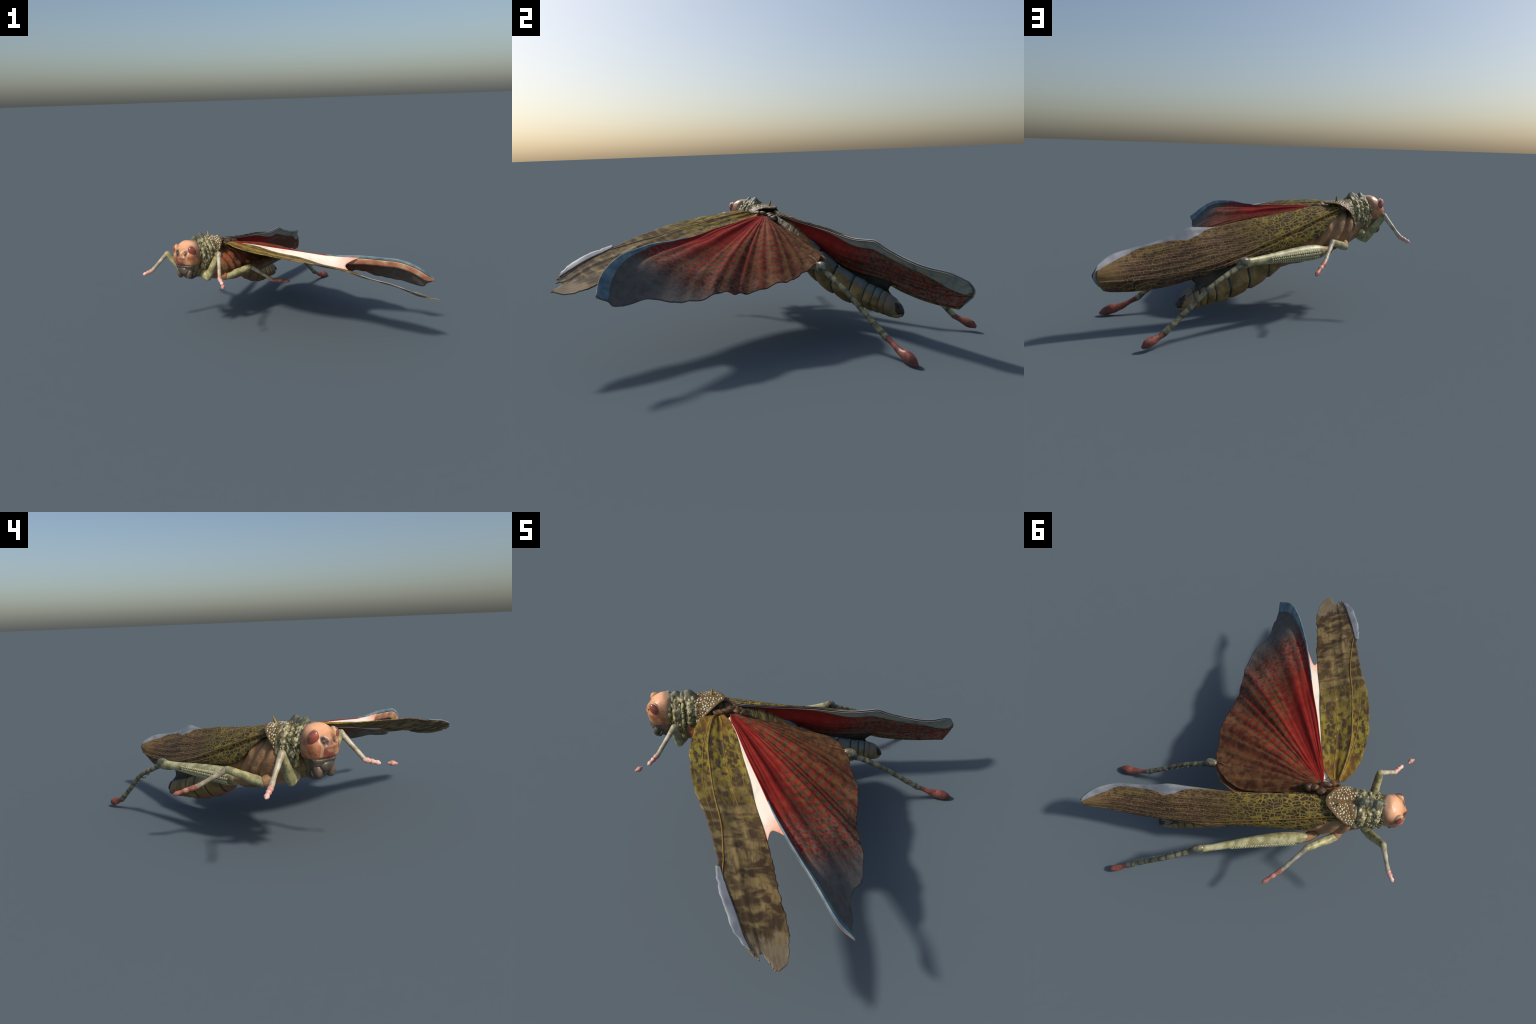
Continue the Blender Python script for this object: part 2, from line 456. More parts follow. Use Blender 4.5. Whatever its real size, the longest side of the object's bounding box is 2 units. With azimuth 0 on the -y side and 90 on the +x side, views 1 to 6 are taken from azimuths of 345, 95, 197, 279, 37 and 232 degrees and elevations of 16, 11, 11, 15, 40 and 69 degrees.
def head_surface(n=90, m=96, z0=.402, z1=.6400):
    zs = np.array([.402, .412, .43, .46, .49, .52, .55, .58, .605, .625, .636, .6400])
    fr = np.array([-.592, -.612, -.634, -.654, -.664, -.672, -.678, -.671, -.651, -.629, -.609, -.597])
    bk = np.array([-.570, -.555, -.545, -.540, -.538, -.538, -.538, -.540, -.545, -.552, -.566, -.585])
    hw = np.array([.015, .030, .040, .050, .063, .073, .076, .073, .063, .048, .031, .013])
    zz = z0 + (z1 - z0) * (1 - np.cos(np.linspace(0, math.pi, n))) / 2
    a = np.linspace(0, 2*math.pi, m, endpoint=False)
    cx, cy = superring(a, 2.7)
    f, b, h = [interp(zz, zs, q)[:, None] for q in (fr, bk, hw)]
    x = (f + b) / 2 - (b - f) / 2 * cx; y = h * cy
    z = zz[:, None] + 0 * x
    front = np.clip(cx, 0, 1)
    # narrow ridge down the face, cheek furrow, antennal hollows
    x = x - .006 * front * np.exp(-(y / .016) ** 2) * sm(.50, .53, z) * sm(.62, .58, z)
    for sg in (-1, 1):
        x = x + .014 * np.exp(-((y - sg*.027) / .012) ** 2 - ((z - .577) / .014) ** 2) * (cx > 0)
        x = x + .006 * np.exp(-((y - sg*.046) / .007) ** 2) * sm(.49, .52, z) * sm(.57, .545, z) * (cx > 0)
    x = x + .006 * np.exp(-((z - .507) / .005) ** 2) * front
    P = np.stack([x, y, z], -1)
    wob = Wob(3, 55)(P) * .0012
    P[..., 1] += wob * np.sign(cy); P[..., 0] -= wob * front
    return P

HP = head_surface()
V, F = tube(HP)
# the cut at the mouth line splits the one surface into head and mouthparts
ROWS = HP.shape[0]; cut = int(np.argmin(np.abs(HP[:, 0, 2] - .505)))
head = make('head', *tube(HP[cut:]), MAT_HEAD)
mouth = make('mouthparts', *tube(HP[:cut + 1]), MAT_MOUTH, head)
make('upper_lip', *blob((-.652, 0, .476), (.020, .036, .026), seed=2, rough=.03), MAT_MOUTH, mouth)
for sg in (-1, 1):
    make('mandible', *blob((-.634, sg*.034, .452), (.024, .019, .034), seed=5, rough=.05), MAT_MOUTH, mouth)
    make('palp', *limb([(-.612, sg*.046, .452, .008), (-.622, sg*.048, .436, .008), (-.628, sg*.040, .424, .006)], 16, 12), MAT_MOUTH, mouth)
    ax = np.array([[.88, .25*sg, .40], [-.25*sg, .97, 0], [-.40, -.1*sg, .91]])
    make('eye_rim', *blob((-.628, sg*.051, .588), (.026, .0175, .0395), ax), MAT_EYE_RIM, head)
    make('eye', *blob((-.632, sg*.056, .588), (.0235, .020, .037), ax), MAT_EYE, head)
    make('antenna_stub', *limb([(-.652, sg*.027, .572, .006), (-.662, sg*.028, .574, .007), (-.668, sg*.029, .577, .004)], 12, 14), MAT_MOUTH, head)

# ------------------------------------------------------------------ thorax
def body_ring(t, hw, zt, zb, m, low=.45, egg=.22, n=2.2):
    """egg-shaped section: widest below the middle"""
    a = np.linspace(0, 2*math.pi, m, endpoint=False)
    c, s = superring(a, n)
    zc = zb + (zt - zb) * low
    z = np.where(c > 0, zc + (zt - zc) * c, zc + (zc - zb) * c)
    return np.stack([np.full(m, t), mid(t) + hw * s * (1 - egg * np.clip(c, 0, 1)), z], -1)

def thorax_surface():
    ts = np.array([-.575, -.53, -.48, -.44, -.40, -.35, -.28, -.20, -.12, -.05, .02, .06])
    hw = np.array([.052, .066, .078, .090, .104, .110, .109, .102, .090, .080, .072, .062])
    zt = np.array([.590, .595, .595, .590, .585, .580, .572, .556, .530, .495, .445, .41])
    zb = np.array([.415, .398, .384, .366, .350, .333, .308, .282, .267, .262, .247, .235])
    tt = np.linspace(-.575, .06, 150)
    P = np.array([body_ring(t, interp(t, ts, hw), interp(t, ts, zt), interp(t, ts, zb), 120) for t in tt])
    side = np.abs(P[..., 1] - mid(P[..., 0]))
    T, Zc = P[..., 0], P[..., 2]
    sg = np.sign(P[..., 1])
    d = np.zeros_like(T)
    # side plates of the chest: bulging lobes parted by slanted furrows
    lean = T + .55 * (Zc - .45)
    for c, wd, dep in ((-.415, .010, .012), (-.352, .009, .016), (-.285, .012, .010), (-.20, .014, .012)):
        d -= dep * np.exp(-((lean - c) / wd) ** 2) * sm(.05, .085, side)
    for c, wd, amp in ((-.385, .02, .008), (-.318, .022, .009), (-.245, .025, .006)):
        d += amp * np.exp(-((lean - c) / wd) ** 2) * sm(.05, .085, side) * sm(.36, .42, Zc)
    d -= .014 * np.exp(-((T + .355) / .02) ** 2 - ((Zc - .405) / .022) ** 2) * sm(.05, .085, side)
    d += .0022 * Wob(11, 70)(P) + .0012 * Wob(12, 200)(P)
    P[..., 1] += d * sg
    P[..., 1] *= np.where(P[..., 1] < 0, 1 + .16 * sm(-.50, -.40, T) * sm(.53, .48, Zc), 1.0)
    return P

thorax = make('thorax', *tube(thorax_surface()), MAT_THORAX)

# ------------------------------------------------------------------ pronotum
CREST = (([-.575, -.545, -.526, -.515, -.505, -.495, -.480, -.466, -.455, -.445, -.430, -.410, -.28],
          [.004, .016, .026, .018, .014, .020, .024, .030, .027, .020, .004, .0, .0]))

def pron_point(u, a):
    """u 0 front .. 1 back; a angle from the top (radians)"""
    deg = np.abs(a) * 57.2958
    tb = interp(deg, [0, 12, 35, 60, 85, 105, 118], [-.285, -.292, -.325, -.362, -.402, -.432, -.445])
    tf = -.573 + .012 * sm(60, 118, deg)
    t = tf + u * (tb - tf)
    hw = interp(t, [-.575, -.54, -.50, -.45, -.41, -.36, -.28], [.068, .072, .075, .080, .088, .092, .088])
    zt = interp(t, [-.575, -.54, -.50, -.45, -.43, -.40, -.36, -.31, -.28], [.626, .626, .626, .624, .616, .611, .609, .602, .594])
    zc = interp(t, [-.575, -.5, -.44, -.36, -.28], [.52, .52, .53, .545, .55])
    zb = interp(t, [-.575, -.5, -.44, -.36, -.28], [.415, .405, .43, .47, .48])
    c, s = np.cos(a), np.sin(a)
    n = 2.3
    cc = np.sign(c) * np.abs(c) ** (2/n); ss = np.sign(s) * np.abs(s) ** (2/n)
    z = np.where(c > 0, zc + (zt - zc) * cc, zc + (zc - zb) * cc * 1.0)
    w = hw * ss
    # crest on the middle line, four cross folds in the fore part, ribs down the sides
    lift = interp(t, *CREST) * np.exp(-np.abs(w / .014) ** 1.5) * 1.1
    fore = sm(-.415, -.44, t)
    fold = sum(np.exp(-((t - q) / .0055) ** 2) for q in (-.552, -.507, -.487, -.438))
    k = -.0055 * fold * fore * (.4 + .6 * sm(.01, .04, np.abs(w)))
    side = .007 * np.sin(t * 175 + 1.2) * sm(.03, .06, np.abs(w)) * fore
    rim = .004 * sm(.90, .97, u)
    k = k + side * .5 + rim
    rad = np.stack([0 * t, ss, cc], -1)
    P = np.stack([t, w, z + lift], -1) + rad * k[..., None]
    return P, rad, fore

def pron_surface(n=130, m=170, inset=0.0):
    A = math.radians(118)
    U, Aa = np.meshgrid(np.linspace(0, 1, n), np.linspace(-A, A, m), indexing='ij')
    P, rad, fore = pron_point(U, Aa)
    k = (.0036 * fore + .0010) * Wob(21, 60)(P) + (.003 * fore + .001) * Wob(22, 130)(P)
    k = k * (1 - .75 * np.exp(-(P[..., 1] / .018) ** 2))
    return P + rad * k[..., None]

pronotum = make('pronotum', *sheet(pron_surface(), .008), MAT_PRON)

# warts scattered over the shell (too small to pick apart)
def warts(n, seed, ulim, alim, size, keep):
    r = np.random.default_rng(seed); parts = []; placed = []
    tries = 0
    while len(parts) < n and tries < 6000:
        tries += 1
        u = r.uniform(*ulim); a = math.radians(r.uniform(*alim)) * r.choice([-1, 1])
        P, rad, fore = pron_point(np.array(u), np.array(a))
        if not keep(P, u, abs(math.degrees(a))): continue
        s = r.uniform(*size)
        if any(np.linalg.norm(P - q) < (s + t) * .95 for q, t in placed): continue
        placed.append((P, s))
        nrm = np.array([0.0, rad[1], rad[2]]); nrm /= np.linalg.norm(nrm)
        X = np.array([1.0, 0, 0]); Y = np.cross(nrm, X)
        el = r.uniform(.9, 2.2); tw = r.uniform(-.6, .6)
        A = np.array([math.cos(tw)*X + math.sin(tw)*Y, -math.sin(tw)*X + math.cos(tw)*Y, nrm])
        parts.append(blob(P + nrm * .0035, (s * .72, s * .62 * el, s * .34), A, n=7, m=9))
    return join(parts)

make('wart_cluster', *warts(170, 31, (.50, .97), (6, 112), (.0042, .0075), lambda P, u, d: P[0] > -.425 and u < .95), MAT_TUB_CREAM, pronotum, kind='stuff')
make('wart_cluster', *warts(120, 33, (.03, .7), (22, 112), (.0045, .0095), lambda P, u, d: P[0] < -.425), MAT_TUB_PALE, pronotum, kind='stuff')
make('spine', *limb([(-.352, .018, .606, .010), (-.350, .021, .618, .0065), (-.347, .025, .630, .0045), (-.344, .028, .643, .0016)], 20, 12), MAT_SPINE, pronotum)

# ------------------------------------------------------------------ abdomen
AB_T = np.array([-.06, .0, .07, .13, .22, .31, .40, .50, .57, .60])
AB_B = np.array([.262, .249, .205, .173, .140, .111, .098, .088, .078, .090])
AB_U = np.array([.49, .455, .405, .360, .308, .272, .240, .208, .172, .135])
AB_W = np.array([.062, .060, .059, .059, .059, .057, .052, .043, .032, .022])

def ab_ring(t, k=0.0, m=64):
    zt, zb, hw = interp(t, AB_T, AB_U), interp(t, AB_T, AB_B), interp(t, AB_T, AB_W)
    R = body_ring(t, hw + k, zt + k, zb - k, m, low=.40, egg=.42, n=2.1)
    # keeled belly: the lower half narrows towards the middle line
    zc = zb + (zt - zb) * .4
    low = np.clip((zc - R[:, 2]) / (zc - zb), 0, 1)
    mt = mid(t)
    R[:, 1] = mt + (R[:, 1] - mt) * (1 - .46 * low * (1 - low * .3) * sm(.58, .42, t))
    # the rings lean back at the top
    R[:, 0] += .10 * (R[:, 2] - (zt + zb) / 2)
    return R

core = np.array([ab_ring(t, -.0055) for t in np.linspace(-.05, .585, 70)])
abdomen = make('abdomen', *tube(core), MAT_ABD_CORE)
EDGES = [-.045, .0, .092, .209, .323, .403, .452, .490, .524]
for i, (a, b) in enumerate(zip(EDGES[:-1], EDGES[1:])):
    n = 22; u = np.linspace(0, 1, n)
    swell = np.where(u < .12, sm(0, .12, u), np.where(u > .84, .15 + .85 * sm(1.0, .84, u), 1.0))
    P = np.array([ab_ring(a + (b - a) * (.03 + q * .925), -.007 + .007 * s + .003 * math.sin(q * 3.1), 72) for q, s in zip(u, swell)])
    c = P.mean(1, keepdims=True)
    P = c + (P - c) * (1 + .012 * Wob(40 + i, 60)(P))[..., None]
    make('abdomen_segment', *tube(P), MAT_ABD, abdomen)
tipP = np.array([ab_ring(t, k, 48) for t, k in ((.518, -.006), (.53, .001), (.55, .001), (.572, -.001), (.588, -.004))])
make('abdomen_tip', *tube(tipP), MAT_ABD, abdomen)
make('tail_opening', *blob((.585, mid(.58), .132), (.016, .026, .042), [[.8, 0, .6], [0, 1, 0], [-.6, 0, .8]], 4, .12), MAT_CAVITY, abdomen)
for sg in (-1, 1):
    make('tail_valve', *limb([(.565, mid(.57) + sg*.014, .092, .012), (.592, mid(.59) + sg*.012, .093, .010), (.604, mid(.6) + sg*.008, .102, .005)], 14, 12), MAT_ABD, abdomen)

# ------------------------------------------------------------------ legs
def leg_piece(name, ctrl, mat, parent, **kw):
    c = np.asarray(ctrl, float)
    X = c[-1, :3] - c[0, :3]
    Y = np.cross((0, 0, 1), X)
    return make(name, *limb(ctrl, **kw), mat, parent, frame=(c[0, :3], X, Y))

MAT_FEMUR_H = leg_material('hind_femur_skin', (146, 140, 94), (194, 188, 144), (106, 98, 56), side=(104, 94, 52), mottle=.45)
MAT_FEMUR_SHADE_BAKED = leg_material('hind_femur_shade_baked_skin', (104, 84, 56), (142, 116, 82), (72, 54, 38), mottle=.5)  # left femur: skin browned and darkened for the shade under the spread wing
MAT_FEMUR = leg_material('femur_skin', (128, 124, 86), (186, 178, 128), (84, 82, 60), mottle=.5)
MAT_KNEE = plain('knee_horn', [(.3, (54, 58, 50)), (.5, (96, 94, 74)), (.7, (176, 166, 138))], 26, .3, .1, .5)
MAT_TIBIA_H = leg_material('hind_tibia_skin', (104, 100, 74), (148, 142, 110), (46, 46, 40), band=120, mottle=.7)
MAT_TIBIA = leg_material('tibia_skin', (150, 136, 106), (196, 184, 158), (104, 92, 70), mottle=.4)
MAT_TARSUS_H = leg_material('hind_foot_skin', (108, 58, 48), (146, 82, 68), (58, 40, 36), mottle=.8)
MAT_TARSUS = leg_material('foot_skin', (206, 138, 120), (232, 188, 172), (160, 84, 76), mottle=.5)
MAT_TARSUS_R = leg_material('mid_foot_skin', (164, 96, 80), (204, 140, 120), (84, 48, 44), mottle=.7)
MAT_SCALE = plain('femur_scale', [(.3, (176, 170, 122)), (.7, (208, 200, 160))], 40, .4, 0)

def knobs(amp, freq, seed):
    w = Wob(seed, freq)
    return lambda P: amp * w(P)

def hind_leg(base, neck, knee, midtib, ankle, foot):
    s = 1 if base[1] > 0 else -1
    leg = empty('hind_leg', base, ROOT)
    b, k, nk = np.array(base), np.array(knee), np.array(neck)
    d = (k - b); inw = np.array((0, -.007 * s, 0))
    ctrl = [(*(b - d*.06), .022), (*(b + d*.02), .033), (*(b + d*.12 + inw*.4), .040), (*(b + d*.28 + inw), .039), (*(b + d*.5 + inw), .032), (*(b + d*.72 + inw*.6), .024), (*(b + d*.88), .020), (*(b + d*.95), .022)]
    fem = leg_piece('femur', ctrl, MAT_FEMUR_H if s > 0 else MAT_FEMUR_SHADE_BAKED, leg, n=80, m=28, flat=.82, bump=lambda P: .05 * np.abs(np.sin(5 * np.linspace(0, 2*math.pi, P.shape[1], endpoint=False)))[None, :])
    # herringbone rows of scales on the outer face
    C = spline(ctrl, 200); parts = []
    dirx = d / np.linalg.norm(d); up = np.array((0, 0, 1.)) - dirx * dirx[2]; up /= np.linalg.norm(up); out = np.cross(dirx, up); out *= np.sign(out[1]) * s
    for row, ang in enumerate((-52, -28, -4, 20)):
        for q in range(26):
            f = .14 + .62 * (q + .5 * (row % 2)) / 26
            c = C[int(f * 199)]; r = c[3]; a = math.radians(ang)
            nrm = math.cos(a) * out + math.sin(a) * up; tan = -math.sin(a) * out + math.cos(a) * up
            tl = .7 * (1 if row < 2 else -1)
            ax = np.array([math.cos(tl)*dirx + math.sin(tl)*tan, -math.sin(tl)*dirx + math.cos(tl)*tan, nrm])
            w = r / .036
            pos = c[:3] + r * 1.02 * (math.cos(a) * out * .86 + math.sin(a) * up)
            parts.append(blob(pos, (.0100 * w, .0056 * w, .0016), ax, n=6, m=8))
    if s > 0: make('scale_rows', *join(parts), MAT_SCALE, fem, kind='stuff')
    make('trochanter', *limb([(*(b - d*.14 - np.array((0, s*.03, .005))), .026), (*(b - d*.05), .024), (*(b + d*.03), .026)], 16, 18), MAT_THORAX, leg)
    make('knee', *blob(k, (.040, .022, .029), [list(dirx), list(out), list(up)], 6, .04), MAT_KNEE, leg)
    m, a, f = np.array(midtib), np.array(ankle), np.array(foot)
    leg_piece('tibia', [(*(k + (m-k)*.06), .019), (*(k + (m-k)*.3), .0145), (*m, .0125), (*(m + (a-m)*.5), .0125), (*(m + (a-m)*.85), .0145), (*a, .016)], MAT_TIBIA_H, leg, n=70, m=16, bump=knobs(.06, 60, 8))
    return leg, a, f

def spurs(leg, a, b, side, n=9):
    """row of short spines along the hind tibia"""
    a, b = np.array(a), np.array(b); d = b - a; dn = d / np.linalg.norm(d)
    up = np.array((0, 0, 1.)) - dn * dn[2]; up /= np.linalg.norm(up); sd = np.cross(dn, up)
    parts = []
    for i in range(n):
        for q in (-1, 1):
            p = a + d * (.12 + .8 * i / n)
            o = up * .8 + sd * q * .6; o /= np.linalg.norm(o)
            parts.append(limb([(*(p + o*.008), .0035), (*(p + o*.016 + dn*.004), .0024), (*(p + o*.021 + dn*.008), .0008)], 5, 6))
    make('spur_row', *join(parts), MAT_TIBIA_H, leg, kind='stuff')

LEG, a, f = hind_leg((-.195, .131, .350), (.228, .217, .336), (.322, .248, .345), (.504, .295, .256), (.745, .323, .066), (.845, .349, .022))
spurs(LEG, (.34, .25, .335), (.74, .325, .07), 1)
leg_piece('tarsus', [(*a, .016), (.770, .331, .055, .0145), (.80, .338, .044, .021), (.828, .345, .035, .021), (.846, .349, .026, .011)], MAT_TARSUS_H, LEG, n=40, m=20, flat=.8, bump=knobs(.06, 70, 17))
LEG, a, f = hind_leg((-.195, -.131, .350), (.228, -.195, .340), (.325, -.222, .356), (.506, -.230, .254), (.735, -.228, .086), (.926, -.257, .007))
spurs(LEG, (.34, -.222, .345), (.73, -.228, .09), -1)
leg_piece('tarsus', [(*a, .015), (.77, -.231, .070, .0125), (.82, -.238, .046, .018), (.865, -.246, .036, .0255), (.90, -.252, .0238, .0215), (.922, -.257, .014, .010)], MAT_TARSUS_H, LEG, n=40, m=20, flat=.9, bump=knobs(.06, 70, 18))

def fore_leg(coxa, knee, ankle, toe, sg, name='fore_leg', foot=None, r=1.0):
    leg = empty(name, coxa, ROOT)
    c, k, a, t = [np.array(q, float) for q in (coxa, knee, ankle, toe)]
    leg_piece('femur', [(*c, .021*r), (*(c + (k-c)*.25), .023*r), (*(c + (k-c)*.6), .020*r), (*(c + (k-c)*.92), .018*r), (*k, .017*r)], MAT_FEMUR, leg, n=40, m=18, bump=knobs(.04, 60, 14))
    leg_piece('tibia', [(*k, .0155*r), (*(k + (a-k)*.25), .0125*r), (*(k + (a-k)*.6), .0105*r), (*a, .0115*r)], MAT_TIBIA, leg, n=40, m=16, bump=knobs(.05, 70, 15))
    d = t - a
    leg_piece('tarsus', [(*(a - d*.08), .011*r), (*(a + d*.15), .0130*r), (*(a + d*.30), .0100*r), (*(a + d*.45), .0125*r), (*(a + d*.62), .0090*r), (*(a + d*.85), .0115*r), (*(t - d*.02), .006*r)], foot or MAT_TARSUS, leg, n=36, m=16)
    return leg

L1 = fore_leg((-.520, .078, .392), (-.578, .172, .540), (-.624, .265, .430), (-.653, .313, .405), 1)
make('coxa', *limb([(-.500, .040, .430, .034), (-.512, .064, .408, .030), (-.522, .078, .394, .021)], 16, 18), MAT_FEMUR, L1)
L2 = fore_leg((-.530, -.085, .402), (-.542, -.183, .566), (-.634, -.241, .450), (-.677, -.288, .434), -1)
make('coxa', *limb([(-.505, -.040, .430, .034), (-.520, -.066, .415, .030), (-.530, -.085, .404, .021)], 16, 18), MAT_FEMUR, L2)
make('foot_tip', *limb([(-.707, -.306, .437, .006), (-.718, -.318, .437, .012), (-.734, -.328, .436, .005)], 14, 12), MAT_TARSUS, L2)
M1 = fore_leg((-.362, .110, .362), (-.220, .198, .410), (-.110, .301, .326), (-.016, .372, .282), 1, 'middle_leg', MAT_TARSUS_R)
make('coxa', *limb([(-.37, .075, .375, .032), (-.365, .105, .364, .024)], 12, 18), MAT_THORAX, M1)
M2 = fore_leg((-.362, -.110, .362), (-.218, -.200, .400), (-.110, -.301, .290), (-.005, -.375, .258), -1, 'middle_leg', MAT_TARSUS_R)
make('coxa', *limb([(-.37, -.075, .375, .032), (-.365, -.105, .364, .024)], 12, 18), MAT_THORAX, M2)

# ------------------------------------------------------------------ left wings (spread)
LEAD = to_body([(-.324, -.199, .574), (-.323, -.256, .578), (-.300, -.319, .573), (-.270, -.373, .571), (-.237, -.424, .570), (-.199, -.470, .571), (-.154, -.513, .568), (-.104, -.561, .563), (-.049, -.604, .556), (.009, -.643, .548), (.074, -.678, .538), (.136, -.717, .529), (.199, -.764, .515), (.268, -.817, .496), (.325, -.882, .478), (.403, -.939, .453), (.493, -.984, .416), (.577, -1.001, .386)])
TRAIL = to_body([(-.274, -.150, .576), (-.216, -.165, .563), (-.164, -.197, .553), (-.112, -.238, .541), (-.060, -.279, .529), (-.005, -.321, .517), (.048, -.365, .505), (.103, -.410, .494), (.160, -.457, .482), (.220, -.503, .465), (.282, -.550, .450), (.345, -.599, .438), (.412, -.653, .410), (.475, -.713, .398), (.543, -.772, .384), (.616, -.834, .360), (.668, -.895, .340), (.680, -.962, .350)])

def ragged(n, seed, amp):
    r = np.random.default_rng(seed)
    x = r.normal(size=n); k = np.array([1, 2, 3, 2, 1]) / 9
    return amp * np.convolve(x, k, 'same')

def left_forewing(n=220, m=48):
    a, b = spline(LEAD, n), spline(TRAIL, n)
    v = np.linspace(0, 1, m)[None, :, None]
    P = a[:, None] * (1 - v) + b[:, None] * v
    s = np.linspace(0, 1, n)[:, None]; vv = v[..., 0]
    cam = -.006 * np.sin(math.pi * vv) * (1 - s) + .012 * sm(.45, .0, vv) * sm(.72, .9, s)                           # gentle arch
    cam = cam + .006 * np.exp(-((vv - .36) / .05) ** 2) * (1 - s * .5)          # main vein
    cam = cam - .007 * np.exp(-((vv - .60) / .06) ** 2) * (1 - s)               # furrow
    cam = cam + .003 * np.sin(s * 30 + 4 * vv) * vv
    cam = cam + .016 * sm(.32, .05, s) * sm(.85, .4, vv) * sm(0, .05, s)
    P[..., 2] += cam
    ch = b - a; ch /= np.linalg.norm(ch, axis=1, keepdims=True)
    e = ragged(n, 5, .006) * sm(.5, .75, s[:, 0])
    P += ch[:, None] * (e[:, None] * sm(.75, 1, vv))[..., None]
    e = ragged(n, 6, .0035)
    P += ch[:, None] * (e[:, None] * sm(.15, 0, vv))[..., None]
    shift = .006 * sm(.62, .75, s) * sm(1.0, .86, s) * (1 - .3 * vv)
    P += ch[:, None] * shift[..., None]
    # torn tip
    along = P[-1] - P[-12]; along /= np.linalg.norm(along, axis=1, keepdims=True)
    tear = ragged(m, 9, .016) - .034 * np.exp(-((vv[0] - .42) / .14) ** 2) + .018 * sm(.55, .75, vv[0]) - .012 * np.exp(-((vv[0] - .8) / .05) ** 2)
    k = sm(.90, 1.0, s)
    P += along[None] * (tear[None, :] * k)[..., None]
    return P

LFW = left_forewing()
o0, tip = LFW[0, 24], LFW[-1, 24]
FR_LFW = (o0, tip - o0, TRAIL[9] - LEAD[9])
MAT_LFW = forewing_material('forewing_spread_skin', True)
forewing_l = make('forewing', *sheet(LFW, .005), MAT_LFW, frame=FR_LFW)

def ridge(name, P, r0, r1, mat, parent, frame, lift=.002):
    """raised vein along a line of surface points"""
    n = len(P); q = np.linspace(0, 1, n)
    C = np.c_[P[:, :2], P[:, 2] + lift, r0 + (r1 - r0) * q]
    return make(name, *limb(C[::6], 60, 8), mat, parent, frame=frame)

MAT_VEIN = plain('vein_ochre', [(.3, (116, 86, 30)), (.7, (150, 118, 48))], 40, .45, .1)
def vein_line(G, i0, i1, ss, vs):
    rows = np.arange(i0, i1); v = interp(rows / (len(G) - 1), ss, vs) * (G.shape[1] - 1.001)
    j = v.astype(int); k = (v - j)[:, None]
    return G[rows, j] * (1 - k) + G[rows, j + 1] * k
ridge('vein', vein_line(LFW, 2, 216, [0, .1, .4, .6, .74, .85, 1], [.40, .36, .32, .20, .07, .14, .19]), .0046, .0024, MAT_VEIN, forewing_l, FR_LFW)
ridge('vein', vein_line(LFW, 2, 130, [0, .2, .6], [.36, .26, .08]), .0028, .0010, MAT_VEIN, forewing_l, FR_LFW)
ridge('vein', vein_line(LFW, 2, 140, [0, .15, .65], [.70, .66, .70]), .0028, .0008, MAT_VEIN, forewing_l, FR_LFW)

# pale margin folded up along the outer leading edge
def lead_margin():
    i0, i1 = 158, 216; n = i1 - i0
    q = np.linspace(0, 1, n)
    wd = .15 * np.sin(math.pi * np.clip(q * .75 + .04, 0, 1)) ** .7
    cols = []
    for f in np.linspace(-.03, 1, 9):
        c = np.clip(wd * max(f, 0) * 47, 0, 46); i = c.astype(int); k = (c - i)[:, None]
        rows = np.arange(i0, i1)
        P = LFW[rows, i] * (1 - k) + LFW[rows, i + 1] * k
        cols.append(P + np.array((0, 0, .0045)) + (LFW[rows, 0] - LFW[rows, 1]) * (1.5 if f < 0 else 0))
    return np.stack(cols, 1)
MAT_MARGIN = plain('pale_wing_margin', [(.3, (118, 124, 130)), (.7, (160, 162, 164))], 14, .5, .1)
make('wing_margin', *sheet(lead_margin(), .004), MAT_MARGIN, forewing_l, frame=FR_LFW)

HROOT = to_body((-.262, -.118, .566))
HLEAD = to_body([(-.262, -.118, .566), (-.218, -.161, .566), (-.158, -.199, .563), (-.098, -.240, .556), (-.035, -.283, .548), (.030, -.327, .541), (.097, -.370, .533), (.166, -.413, .524), (.236, -.460, .516), (.302, -.504, .515), (.372, -.549, .516), (.447, -.594, .514), (.528, -.636, .505), (.618, -.680, .486), (.738, -.722, .429), (.826, -.716, .366)])
HMARG = to_body([(.826, -.716, .366), (.801, -.685, .338), (.781, -.651, .306), (.750, -.600, .303), (.711, -.544, .315), (.698, -.493, .309), (.695, -.440, .303), (.680, -.387, .302), (.648, -.336, .306), (.615, -.285, .313), (.578, -.240, .317), (.546, -.200, .306), (.513, -.160, .295), (.488, -.114, .292), (.465, -.065, .294), (.437, -.015, .307), (.410, .036, .320), (.372, .074, .324), (.327, .110, .336), (.285, .152, .350), (.242, .190, .370), (.191, .211, .386), (.144, .222, .392), (.095, .222, .393)])
HINNER = to_body([(-.262, -.090, .560), (-.235, -.035, .520), (-.191, .011, .495), (-.127, .076, .465), (-.061, .143, .437), (.013, .195, .408), (.095, .222, .393)])

